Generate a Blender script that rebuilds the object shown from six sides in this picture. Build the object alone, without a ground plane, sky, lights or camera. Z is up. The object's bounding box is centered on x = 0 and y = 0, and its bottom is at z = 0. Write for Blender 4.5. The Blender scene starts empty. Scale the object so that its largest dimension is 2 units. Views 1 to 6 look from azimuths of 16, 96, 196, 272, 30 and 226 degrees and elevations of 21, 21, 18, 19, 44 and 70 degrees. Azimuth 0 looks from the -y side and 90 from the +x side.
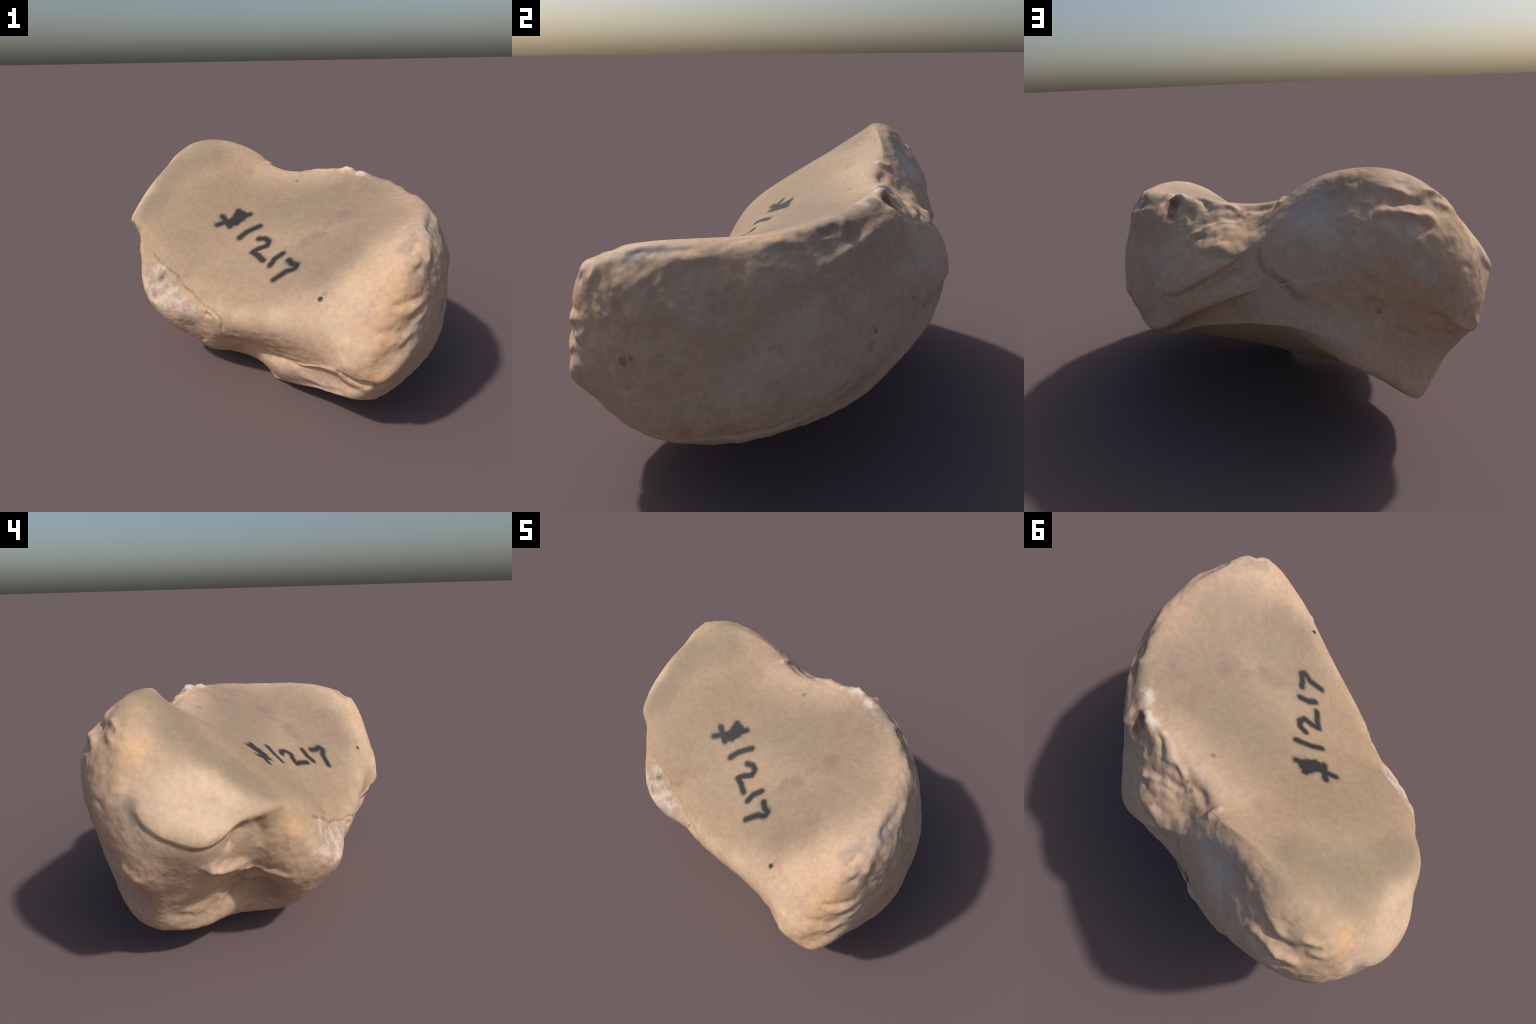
"""A dry tarsal bone with a hand-inked catalogue number, built from stacked
cross-section loops (a subdivision cage), then carved with named grooves,
ridges and ledges, roughened by region, and split into its anatomical parts."""
import bpy
import numpy as np

# ---------------------------------------------------------------------------
# 1. FORM: control loops of the cage, from the rim of the big dished facet on
#    top, down the flanks, to the rim of the hollow underside.
#    Every loop has 24 points and runs counter-clockwise seen from above.
# ---------------------------------------------------------------------------
PROXIMAL_RIM = [
    (-0.963, 0.122, 0.801), (-0.864, 0.012, 0.789), (-0.791, -0.062, 0.821), (-0.651, -0.208, 0.849),
    (-0.475, -0.358, 0.692), (-0.287, -0.289, 0.630), (-0.059, -0.243, 0.768), (0.192, -0.045, 0.871),
    (0.480, 0.146, 1.021), (0.679, 0.264, 1.127), (0.637, 0.345, 1.072), (0.513, 0.428, 1.074),
    (0.530, 0.563, 1.011), (0.329, 0.504, 0.989), (0.147, 0.647, 1.021), (0.065, 0.774, 0.877),
    (-0.033, 0.645, 0.930), (-0.144, 0.571, 1.114), (-0.399, 0.565, 1.117), (-0.552, 0.559, 1.295),
    (-0.824, 0.514, 1.153), (-0.911, 0.485, 0.932), (-1.023, 0.413, 0.858), (-1.051, 0.209, 0.766),
]

UPPER_FLANK = [
    (-0.776, 0.074, 0.542), (-0.664, -0.053, 0.466), (-0.742, -0.148, 0.394), (-0.788, -0.280, 0.600),
    (-0.545, -0.318, 0.514), (-0.319, -0.432, 0.607), (0.093, -0.351, 0.684), (0.465, -0.211, 0.929),
    (0.773, -0.012, 1.027), (0.776, 0.131, 1.085), (0.718, 0.264, 0.970), (0.642, 0.386, 1.067),
    (0.599, 0.415, 0.938), (0.530, 0.581, 0.848), (0.418, 0.685, 0.780), (0.401, 0.761, 0.723),
    (0.187, 0.726, 0.805), (-0.050, 0.624, 0.962), (-0.436, 0.787, 0.996), (-0.699, 0.711, 1.103),
    (-0.889, 0.605, 0.993), (-0.994, 0.407, 0.711), (-0.984, 0.336, 0.674), (-0.921, 0.216, 0.591),
]

SHOULDER_FLANK = [
    (-0.610, 0.116, 0.310), (-0.429, -0.039, 0.180), (-0.430, -0.197, 0.022), (-0.599, -0.448, 0.478),
    (-0.506, -0.460, 0.445), (-0.222, -0.434, 0.532), (0.194, -0.471, 0.654), (0.571, -0.511, 0.914),
    (0.887, -0.456, 1.103), (0.940, -0.139, 1.029), (0.950, 0.087, 0.938), (0.860, 0.191, 0.948),
    (0.880, 0.214, 0.849), (0.726, 0.382, 0.774), (0.523, 0.530, 0.744), (0.411, 0.642, 0.662),
    (0.286, 0.766, 0.681), (-0.046, 0.700, 0.768), (-0.415, 0.768, 0.884), (-0.595, 0.746, 0.971),
    (-0.851, 0.685, 0.770), (-0.975, 0.441, 0.497), (-0.847, 0.375, 0.468), (-0.784, 0.295, 0.376),
]

WAIST_FLANK = [
    (-0.716, 0.180, 0.158), (-0.545, 0.165, 0.156), (-0.363, 0.073, 0.069), (-0.348, -0.321, 0.156),
    (-0.299, -0.393, 0.359), (-0.208, -0.547, 0.533), (0.193, -0.590, 0.583), (0.628, -0.657, 0.865),
    (0.828, -0.734, 0.986), (0.987, -0.320, 0.816), (1.007, -0.255, 0.709), (0.998, -0.191, 0.598),
    (1.056, 0.015, 0.580), (0.953, 0.202, 0.581), (0.792, 0.423, 0.585), (0.528, 0.520, 0.518),
    (0.408, 0.729, 0.545), (0.062, 0.677, 0.802), (-0.326, 0.782, 0.902), (-0.487, 0.765, 0.837),
    (-0.695, 0.670, 0.694), (-0.726, 0.489, 0.517), (-0.800, 0.457, 0.309), (-0.747, 0.421, 0.180),
]

HIP_FLANK = [
    (-0.697, 0.414, 0.214), (-0.723, 0.337, 0.141), (-0.497, 0.207, 0.130), (-0.334, -0.208, 0.050),
    (-0.251, -0.330, 0.183), (-0.202, -0.514, 0.400), (0.229, -0.668, 0.525), (0.656, -0.774, 0.683),
    (0.852, -0.701, 0.724), (0.948, -0.548, 0.716), (0.986, -0.447, 0.540), (1.002, -0.338, 0.307),
    (0.931, -0.202, 0.278), (0.998, -0.049, 0.349), (0.941, 0.156, 0.427), (0.739, 0.332, 0.418),
    (0.537, 0.561, 0.420), (0.183, 0.627, 0.703), (-0.180, 0.775, 0.830), (-0.320, 0.710, 0.777),
    (-0.524, 0.730, 0.650), (-0.564, 0.703, 0.464), (-0.665, 0.646, 0.359), (-0.723, 0.592, 0.213),
]

LOWER_FLANK = [
    (-0.707, 0.447, 0.238), (-0.719, 0.356, 0.193), (-0.484, 0.171, 0.147), (-0.287, -0.128, 0.044),
    (-0.139, -0.263, 0.148), (0.045, -0.423, 0.310), (0.468, -0.615, 0.330), (0.574, -0.856, 0.463),
    (0.645, -0.833, 0.373), (0.793, -0.854, 0.464), (0.771, -0.681, 0.357), (0.766, -0.549, 0.188),
    (0.761, -0.383, 0.190), (0.885, -0.238, 0.251), (0.925, -0.006, 0.319), (0.872, 0.249, 0.378),
    (0.608, 0.438, 0.370), (0.305, 0.558, 0.539), (-0.053, 0.711, 0.611), (-0.255, 0.829, 0.657),
    (-0.383, 0.842, 0.622), (-0.407, 0.800, 0.509), (-0.494, 0.689, 0.441), (-0.607, 0.536, 0.298),
]

UNDERSIDE_RIM = [
    (-0.702, 0.405, 0.233), (-0.621, 0.284, 0.214), (-0.409, 0.079, 0.146), (-0.175, -0.079, 0.000),
    (-0.007, -0.243, 0.131), (0.090, -0.501, 0.239), (0.353, -0.602, 0.334), (0.411, -0.622, 0.366),
    (0.564, -0.671, 0.289), (0.644, -0.744, 0.323), (0.663, -0.704, 0.267), (0.691, -0.697, 0.218),
    (0.700, -0.565, 0.236), (0.754, -0.432, 0.243), (0.792, -0.164, 0.270), (0.743, 0.141, 0.348),
    (0.582, 0.393, 0.321), (0.400, 0.532, 0.485), (0.149, 0.612, 0.595), (-0.014, 0.622, 0.647),
    (-0.151, 0.651, 0.670), (-0.222, 0.655, 0.574), (-0.366, 0.571, 0.461), (-0.524, 0.472, 0.281),
]

PROXIMAL_DISH = [
    [(-0.893, 0.042, 0.801), (-0.898, 0.271, 0.967), (-0.788, 0.420, 1.115), (-0.675, 0.448, 1.287), (-0.331, 0.487, 1.297),],
    [(-0.850, -0.152, 0.839), (-0.848, 0.163, 1.000), (-0.657, 0.362, 1.210), (-0.303, 0.458, 1.307), (-0.094, 0.477, 1.150),],
    [(-0.675, -0.158, 0.813), (-0.485, 0.065, 1.027), (-0.354, 0.333, 1.156), (-0.130, 0.472, 1.146), (0.000, 0.513, 0.995),],
    [(-0.381, -0.172, 0.773), (-0.157, 0.086, 0.949), (-0.024, 0.347, 1.046), (0.094, 0.401, 1.066), (0.134, 0.457, 1.061),],
    [(-0.091, -0.137, 0.844), (0.140, 0.138, 0.952), (0.323, 0.311, 1.067), (0.406, 0.442, 1.147), (0.332, 0.449, 1.107),],
]

UNDERSIDE_HOLLOW = [
    [(-0.383, 0.264, 0.248), (-0.173, 0.313, 0.317), (-0.035, 0.360, 0.425), (0.095, 0.436, 0.461), (0.287, 0.434, 0.501),],
    [(-0.203, 0.040, 0.129), (-0.037, 0.016, 0.120), (0.093, 0.069, 0.170), (0.260, 0.144, 0.231), (0.462, 0.251, 0.285),],
    [(0.011, -0.089, -0.001), (0.028, -0.213, -0.052), (0.138, -0.133, 0.063), (0.345, -0.079, 0.109), (0.538, 0.018, 0.231),],
    [(0.108, -0.281, 0.052), (0.177, -0.362, 0.016), (0.288, -0.444, 0.120), (0.456, -0.435, 0.160), (0.610, -0.334, 0.221),],
    [(0.168, -0.509, 0.130), (0.364, -0.521, 0.176), (0.498, -0.662, 0.205), (0.566, -0.716, 0.209), (0.641, -0.635, 0.218),],
]

# ---------------------------------------------------------------------------
# 2. RELIEF: carved strokes.  (name, kind, width, depth, spine[, point on the
#    low side of a ledge]).  Negative depth raises a ridge or a knot.
# ---------------------------------------------------------------------------
FEATURES = [
    ('contact_keel', 'groove', 0.040, -0.008, [(0.100, -0.300, 0.010)]),
    ('crest_of_dish', 'groove', 0.110, -0.005, [(-0.450, 0.270, 1.130), (-0.450, 0.190, 1.080), (-0.440, 0.100, 1.020), (-0.420, 0.020, 0.950), (-0.430, -0.050, 0.890), (-0.470, -0.130, 0.830)]),
    ('undercut_below_front_lip', 'ledge', 0.070, 0.045, [(-0.054, -0.516, 0.400), (-0.009, -0.468, 0.332), (0.077, -0.467, 0.306), (0.226, -0.531, 0.308), (0.369, -0.618, 0.331), (0.530, -0.740, 0.393)], (0.252, -0.540, 0.230)),
    ('cleft_under_tuberosity', 'groove', 0.020, 0.030, [(0.533, -0.742, 0.392), (0.590, -0.758, 0.376), (0.635, -0.761, 0.363), (0.699, -0.760, 0.364), (0.751, -0.685, 0.339)]),
    ('keel_of_lower_front', 'groove', 0.030, -0.012, [(0.281, -0.557, 0.247), (0.371, -0.567, 0.218), (0.464, -0.613, 0.235), (0.565, -0.686, 0.274), (0.624, -0.717, 0.285)]),
    ('deep_wrinkle_of_tuberosity', 'groove', 0.018, 0.008, [(0.732, -0.726, 0.742), (0.783, -0.708, 0.765), (0.826, -0.679, 0.774), (0.851, -0.652, 0.780), (0.860, -0.635, 0.800)]),
    ('wrinkle_of_tuberosity', 'groove', 0.018, 0.003, [(0.663, -0.764, 0.625), (0.717, -0.754, 0.650), (0.767, -0.736, 0.650), (0.799, -0.718, 0.637), (0.826, -0.695, 0.658)]),
    ('wrinkle_of_tuberosity', 'groove', 0.021, 0.003, [(0.737, -0.768, 0.522), (0.780, -0.746, 0.545), (0.809, -0.725, 0.567), (0.837, -0.695, 0.595)]),
    ('wrinkle_of_tuberosity', 'groove', 0.021, 0.004, [(0.800, -0.719, 0.634), (0.824, -0.695, 0.669), (0.846, -0.667, 0.714), (0.870, -0.637, 0.722)]),
    ('wrinkle_of_tuberosity', 'groove', 0.018, 0.006, [(0.814, -0.656, 0.877), (0.838, -0.629, 0.888), (0.851, -0.593, 0.917), (0.837, -0.581, 0.950)]),
    ('knot_of_tuberosity', 'groove', 0.020, -0.007, [(0.791, -0.714, 0.705), (0.829, -0.680, 0.751), (0.859, -0.645, 0.765)]),
    ('knot_of_tuberosity', 'groove', 0.027, -0.009, [(0.795, -0.626, 0.934), (0.824, -0.625, 0.916)]),
    ('knot_of_tuberosity', 'groove', 0.027, -0.009, [(0.850, -0.549, 0.963), (0.863, -0.568, 0.924)]),
    ('knot_of_tuberosity', 'groove', 0.018, -0.006, [(0.856, -0.660, 0.679), (0.884, -0.619, 0.708)]),
    ('knot_of_tuberosity', 'groove', 0.027, -0.006, [(0.703, -0.776, 0.558), (0.749, -0.753, 0.599)]),
    ('knot_of_tuberosity', 'groove', 0.018, -0.006, [(0.782, -0.736, 0.593), (0.817, -0.709, 0.616)]),
    ('slot_inside_outer_rim', 'groove', 0.024, 0.008, [(0.747, -0.586, 0.959), (0.771, -0.561, 0.978), (0.803, -0.513, 1.001), (0.825, -0.460, 1.018)]),
    ('gutter_along_outer_rim', 'groove', 0.014, 0.008, [(0.789, -0.598, 0.959), (0.802, -0.569, 0.976)]),
    ('gutter_along_outer_rim', 'groove', 0.019, 0.006, [(0.876, -0.444, 0.997), (0.872, -0.406, 1.015), (0.875, -0.345, 1.027), (0.867, -0.277, 1.041)]),
    ('bead_of_outer_rim', 'groove', 0.023, -0.008, [(0.915, -0.308, 0.985), (0.900, -0.279, 1.014), (0.903, -0.208, 1.013)]),
    ('bead_of_outer_rim', 'groove', 0.023, -0.007, [(0.911, -0.312, 0.991), (0.910, -0.220, 1.002), (0.891, -0.117, 1.018)]),
    ('bead_of_outer_rim', 'groove', 0.023, -0.007, [(0.862, -0.031, 1.030), (0.816, 0.041, 1.047), (0.796, 0.101, 1.042)]),
    ('bead_of_outer_rim', 'groove', 0.026, -0.007, [(0.841, -0.611, 0.910), (0.870, -0.519, 0.959)]),
    ('gutter_along_outer_rim', 'groove', 0.018, 0.005, [(0.867, -0.442, 1.007), (0.881, -0.318, 1.028), (0.885, -0.224, 1.033)]),
    ('gutter_along_outer_rim', 'groove', 0.025, 0.008, [(0.913, -0.174, 0.997), (0.906, -0.145, 1.003)]),
    ('gutter_along_outer_rim', 'groove', 0.020, 0.014, [(0.737, 0.193, 1.053), (0.707, 0.233, 1.061)]),
    ('nodule', 'groove', 0.022, -0.016, [(0.516, 0.348, 1.099), (0.484, 0.365, 1.103)]),
    ('nodule', 'groove', 0.022, -0.018, [(0.419, 0.396, 1.108), (0.389, 0.412, 1.110)]),
    ('nodule', 'groove', 0.022, -0.016, [(0.229, 0.454, 1.081), (0.208, 0.460, 1.076)]),
    ('nodule_crest', 'groove', 0.018, -0.010, [(0.354, 0.404, 1.107), (0.303, 0.408, 1.103), (0.254, 0.430, 1.097), (0.161, 0.441, 1.079), (0.097, 0.473, 1.056)]),
    ('red_foramen', 'groove', 0.022, 0.027, [(0.441, 0.436, 1.086), (0.432, 0.461, 1.065)]),
    ('foramen', 'groove', 0.017, 0.015, [(0.440, 0.490, 1.034), (0.419, 0.495, 1.029)]),
    ('nodule', 'groove', 0.022, -0.012, [(0.501, 0.449, 1.058), (0.505, 0.481, 1.027)]),
    ('furrow_between_nodules', 'groove', 0.017, 0.012, [(0.370, 0.482, 1.052), (0.329, 0.480, 1.059), (0.321, 0.509, 1.028)]),
    ('furrow_between_nodules', 'groove', 0.014, 0.010, [(0.326, 0.420, 1.107), (0.280, 0.441, 1.096), (0.244, 0.484, 1.063)]),
    ('furrow_between_nodules', 'groove', 0.024, 0.020, [(0.255, 0.546, 1.013), (0.192, 0.540, 1.029), (0.133, 0.524, 1.034), (0.083, 0.502, 1.039)]),
    ('nodule_shelf', 'groove', 0.016, -0.014, [(0.292, 0.590, 0.957), (0.230, 0.552, 1.015), (0.166, 0.536, 1.032), (0.098, 0.516, 1.033)]),
    ('foramen', 'groove', 0.013, 0.011, [(0.265, 0.596, 0.965), (0.232, 0.603, 0.973)]),
    ('foramen', 'groove', 0.014, 0.006, [(0.148, 0.638, 0.962), (0.142, 0.627, 0.971)]),
    ('nodule', 'groove', 0.030, -0.014, [(0.188, 0.640, 0.955), (0.105, 0.658, 0.941), (0.056, 0.645, 0.947)]),
    ('hollow_beside_saddle', 'groove', 0.026, 0.016, [(0.063, 0.463, 1.064), (0.006, 0.458, 1.077), (-0.056, 0.471, 1.095)]),
    ('nodule', 'groove', 0.018, -0.010, [(-0.097, 0.490, 1.113), (-0.111, 0.459, 1.126)]),
    ('shelf_below_nodules', 'ledge', 0.050, 0.020, [(0.272, 0.621, 0.939), (0.204, 0.658, 0.933), (0.133, 0.664, 0.938), (0.063, 0.674, 0.920), (0.003, 0.658, 0.922)], (0.112, 0.708, 0.872)),
    ('notch_beside_knob', 'groove', 0.013, 0.018, [(-0.042, 0.655, 0.936), (-0.055, 0.678, 0.893), (-0.072, 0.691, 0.869), (-0.130, 0.709, 0.854), (-0.153, 0.721, 0.835), (-0.200, 0.747, 0.805), (-0.248, 0.749, 0.770)]),
    ('seam_above_distal_band', 'groove', 0.013, 0.012, [(0.392, 0.687, 0.714), (0.298, 0.724, 0.744), (0.226, 0.722, 0.772), (0.180, 0.714, 0.799), (0.109, 0.695, 0.838), (0.030, 0.680, 0.871)]),
    ('seam_below_knob', 'groove', 0.014, 0.008, [(-0.169, 0.740, 0.829), (-0.225, 0.749, 0.786), (-0.279, 0.750, 0.755)]),
    ('crease_of_knob', 'groove', 0.020, 0.012, [(-0.470, 0.759, 0.911), (-0.501, 0.753, 0.877), (-0.550, 0.740, 0.848)]),
    ('crease_of_knob', 'groove', 0.014, 0.008, [(-0.500, 0.731, 0.789), (-0.550, 0.722, 0.778)]),
    ('foramen', 'groove', 0.020, 0.012, [(-0.550, 0.711, 0.734)]),
    ('seam_below_knob', 'groove', 0.012, 0.010, [(-0.608, 0.679, 0.663), (-0.647, 0.645, 0.616), (-0.679, 0.622, 0.608)]),
    ('seam_below_knob', 'groove', 0.018, 0.016, [(-0.720, 0.585, 0.581), (-0.785, 0.566, 0.601), (-0.843, 0.506, 0.553), (-0.859, 0.474, 0.523)]),
    ('crease_of_knob', 'groove', 0.022, 0.016, [(-0.727, 0.655, 0.713), (-0.779, 0.622, 0.687), (-0.835, 0.566, 0.636)]),
    ('knuckle_of_knob', 'groove', 0.020, -0.014, [(-0.519, 0.663, 1.111), (-0.562, 0.658, 1.124), (-0.623, 0.652, 1.127), (-0.684, 0.645, 1.111), (-0.733, 0.630, 1.093)]),
    ('knuckle_of_knob', 'groove', 0.020, -0.010, [(-0.529, 0.578, 1.206), (-0.593, 0.588, 1.196), (-0.655, 0.588, 1.178)]),
    ('knuckle_of_knob', 'groove', 0.016, -0.008, [(-0.704, 0.542, 1.182), (-0.755, 0.513, 1.157)]),
    ('dimple_of_knob', 'groove', 0.025, 0.012, [(-0.596, 0.621, 1.164), (-0.669, 0.607, 1.156)]),
    ('dimple_of_knob', 'groove', 0.025, 0.012, [(-0.698, 0.662, 1.081)]),
    ('dimple_of_knob', 'groove', 0.020, 0.006, [(-0.867, 0.592, 0.901)]),
    ('knuckle_of_knob', 'groove', 0.023, -0.007, [(-0.695, 0.557, 1.179), (-0.715, 0.543, 1.175)]),
    ('knuckle_of_knob', 'groove', 0.023, -0.008, [(-0.758, 0.557, 1.133), (-0.775, 0.545, 1.124)]),
    ('dimple_of_knob', 'groove', 0.023, 0.005, [(-0.759, 0.581, 1.116), (-0.780, 0.562, 1.108)]),
    ('dimple_of_knob', 'groove', 0.021, 0.004, [(-0.712, 0.563, 1.165), (-0.729, 0.578, 1.143)]),
    ('knuckle_of_knob', 'groove', 0.026, -0.008, [(-0.668, 0.661, 1.100), (-0.727, 0.633, 1.094)]),
    ('lateral_facet_edge', 'ledge', 0.060, 0.015, [(-0.918, 0.440, 0.933), (-0.948, 0.425, 0.880), (-0.982, 0.376, 0.829), (-0.998, 0.290, 0.784), (-0.981, 0.190, 0.746), (-0.945, 0.125, 0.752), (-0.916, 0.071, 0.792), (-0.884, 0.025, 0.819), (-0.839, -0.052, 0.832)], (-0.884, 0.247, 0.553)),
    ('deep_hollow_below_shelf', 'groove', 0.034, 0.085, [(-0.687, 0.120, 0.384), (-0.694, 0.066, 0.441), (-0.707, 0.007, 0.497)]),
    ('hollow_below_shelf', 'groove', 0.070, 0.035, [(-0.699, 0.131, 0.392), (-0.628, 0.061, 0.353), (-0.603, -0.022, 0.358)]),
    ('shelf_over_hollow', 'groove', 0.018, -0.012, [(-0.910, 0.194, 0.620), (-0.833, 0.116, 0.587), (-0.759, 0.047, 0.546), (-0.711, -0.016, 0.512), (-0.702, -0.083, 0.483), (-0.701, -0.168, 0.459)]),
    ('dent_below_facet', 'groove', 0.035, 0.014, [(-0.832, -0.037, 0.782), (-0.800, -0.045, 0.709)]),
    ('swelling_of_front_corner', 'groove', 0.050, -0.010, [(-0.737, -0.157, 0.723), (-0.737, -0.167, 0.675)]),
    ('fold_of_lower_flank', 'groove', 0.020, 0.004, [(-0.815, 0.358, 0.392), (-0.786, 0.303, 0.372), (-0.753, 0.253, 0.356)]),
    ('fold_of_lower_flank', 'groove', 0.020, 0.004, [(-0.763, 0.341, 0.297), (-0.741, 0.287, 0.295)]),
    ('fold_of_lower_flank', 'groove', 0.025, -0.004, [(-0.758, 0.300, 0.320), (-0.724, 0.236, 0.316)]),
    ('crack_along_break', 'groove', 0.010, 0.009, [(-0.619, -0.262, 0.715), (-0.578, -0.290, 0.681), (-0.500, -0.320, 0.644), (-0.441, -0.341, 0.614), (-0.381, -0.383, 0.571), (-0.312, -0.415, 0.556), (-0.266, -0.447, 0.525), (-0.219, -0.480, 0.503), (-0.128, -0.527, 0.487), (-0.120, -0.510, 0.415)]),
    ('pit_of_break', 'groove', 0.016, 0.012, [(-0.553, -0.326, 0.597)]),
    ('pit_of_break', 'groove', 0.022, 0.014, [(-0.566, -0.380, 0.505)]),
    ('pit_of_break', 'groove', 0.014, 0.010, [(-0.606, -0.334, 0.557)]),
    ('splinter_of_break', 'groove', 0.014, -0.008, [(-0.516, -0.316, 0.648), (-0.539, -0.317, 0.632)]),
    ('splinter_of_break', 'groove', 0.020, -0.008, [(-0.472, -0.405, 0.497), (-0.374, -0.428, 0.504)]),
    ('pit_of_break', 'groove', 0.012, 0.012, [(-0.227, -0.483, 0.475), (-0.194, -0.498, 0.472)]),
    ('foramen', 'groove', 0.014, 0.012, [(-0.300, -0.344, 0.240)]),
    ('seam_along_outer_face', 'groove', 0.013, 0.010, [(0.721, -0.647, 0.249), (0.878, -0.459, 0.305), (0.924, -0.364, 0.316), (0.956, -0.207, 0.354), (0.961, -0.096, 0.376), (0.959, 0.003, 0.402), (0.934, 0.099, 0.423), (0.895, 0.180, 0.444), (0.854, 0.268, 0.509), (0.793, 0.337, 0.524), (0.774, 0.368, 0.584)]),
    ('foramen', 'groove', 0.015, 0.020, [(0.756, 0.382, 0.627)]),
    ('foramen', 'groove', 0.014, 0.010, [(0.765, 0.359, 0.684), (0.749, 0.372, 0.694)]),
    ('foramen', 'groove', 0.013, 0.016, [(0.529, 0.557, 0.717)]),
    ('foramen', 'groove', 0.013, 0.012, [(0.460, 0.612, 0.651)]),
    ('foramen', 'groove', 0.015, 0.010, [(0.850, 0.276, 0.516)]),
    ('hollow_below_shelf', 'groove', 0.050, 0.030, [(-0.636, 0.096, 0.331), (-0.612, 0.032, 0.351), (-0.629, -0.022, 0.393)]),
    ('shelf_over_hollow', 'groove', 0.030, -0.020, [(-0.881, 0.160, 0.610), (-0.776, 0.047, 0.572)]),
    ('sunken_break', 'groove', 0.050, 0.014, [(-0.486, -0.347, 0.582), (-0.386, -0.398, 0.547), (-0.310, -0.444, 0.507)]),
    ('dent_beside_facet', 'groove', 0.030, 0.025, [(-0.877, 0.071, 0.712), (-0.877, 0.036, 0.765)]),
    ('lower_border_ridge', 'groove', 0.022, -0.016, [(-0.799, 0.621, 0.702), (-0.859, 0.552, 0.636), (-0.917, 0.474, 0.591)]),
    ('swell_of_outer_corner', 'groove', 0.080, -0.014, [(0.867, -0.586, 0.891), (0.928, -0.473, 0.840), (0.949, -0.310, 0.895)]),
    ('swell_of_outer_corner', 'groove', 0.060, -0.012, [(0.894, -0.481, 0.940), (0.975, -0.219, 0.825)]),
    ('swell_of_front_lip', 'groove', 0.040, -0.012, [(0.537, -0.749, 0.545), (0.548, -0.765, 0.475)]),
    ('swell_of_knob', 'groove', 0.045, -0.013, [(-0.252, 0.753, 0.824), (-0.391, 0.737, 0.760)]),
    ('swell_of_lower_flank', 'groove', 0.030, -0.012, [(-0.913, 0.506, 0.636), (-0.935, 0.436, 0.585)]),
    ('nutrient_hole', 'groove', 0.012, 0.016, [(0.412, -0.627, 0.708)]),
]
INK_ORIGIN = (-0.061, -0.130, 0.830)
INK_ALONG = (0.614, -0.717, -0.331)
INK_ACROSS = (0.782, 0.493, 0.382)
INK_STROKES = [
    [(-0.185, -0.138), (-0.175, -0.070), (-0.168, -0.014), (-0.161, 0.060)],
    [(-0.227, -0.085), (-0.133, -0.079)],
    [(-0.220, 0.016), (-0.161, 0.022)],
    [(-0.213, 0.008), (-0.160, -0.054)],
    [(-0.150, -0.061), (-0.159, 0.027)],
    [(-0.156, -0.026), (-0.191, 0.005)],
    [(-0.179, -0.036), (-0.181, 0.022)],
    [(-0.142, -0.053), (-0.146, 0.005)],
    [(-0.169, -0.066), (-0.134, -0.035)],
    [(-0.195, 0.025), (-0.165, 0.042)],
    [(-0.025, -0.067), (-0.039, -0.015), (-0.036, 0.070)],
    [(0.045, 0.023), (0.066, 0.053), (0.098, 0.061), (0.125, 0.038), (0.112, -0.010), (0.111, -0.047), (0.150, -0.036), (0.209, -0.027)],
    [(0.268, -0.011), (0.247, 0.029), (0.244, 0.081)],
    [(0.314, 0.082), (0.350, 0.084), (0.383, 0.099), (0.399, 0.080), (0.377, 0.035), (0.373, -0.038)],
]
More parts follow.
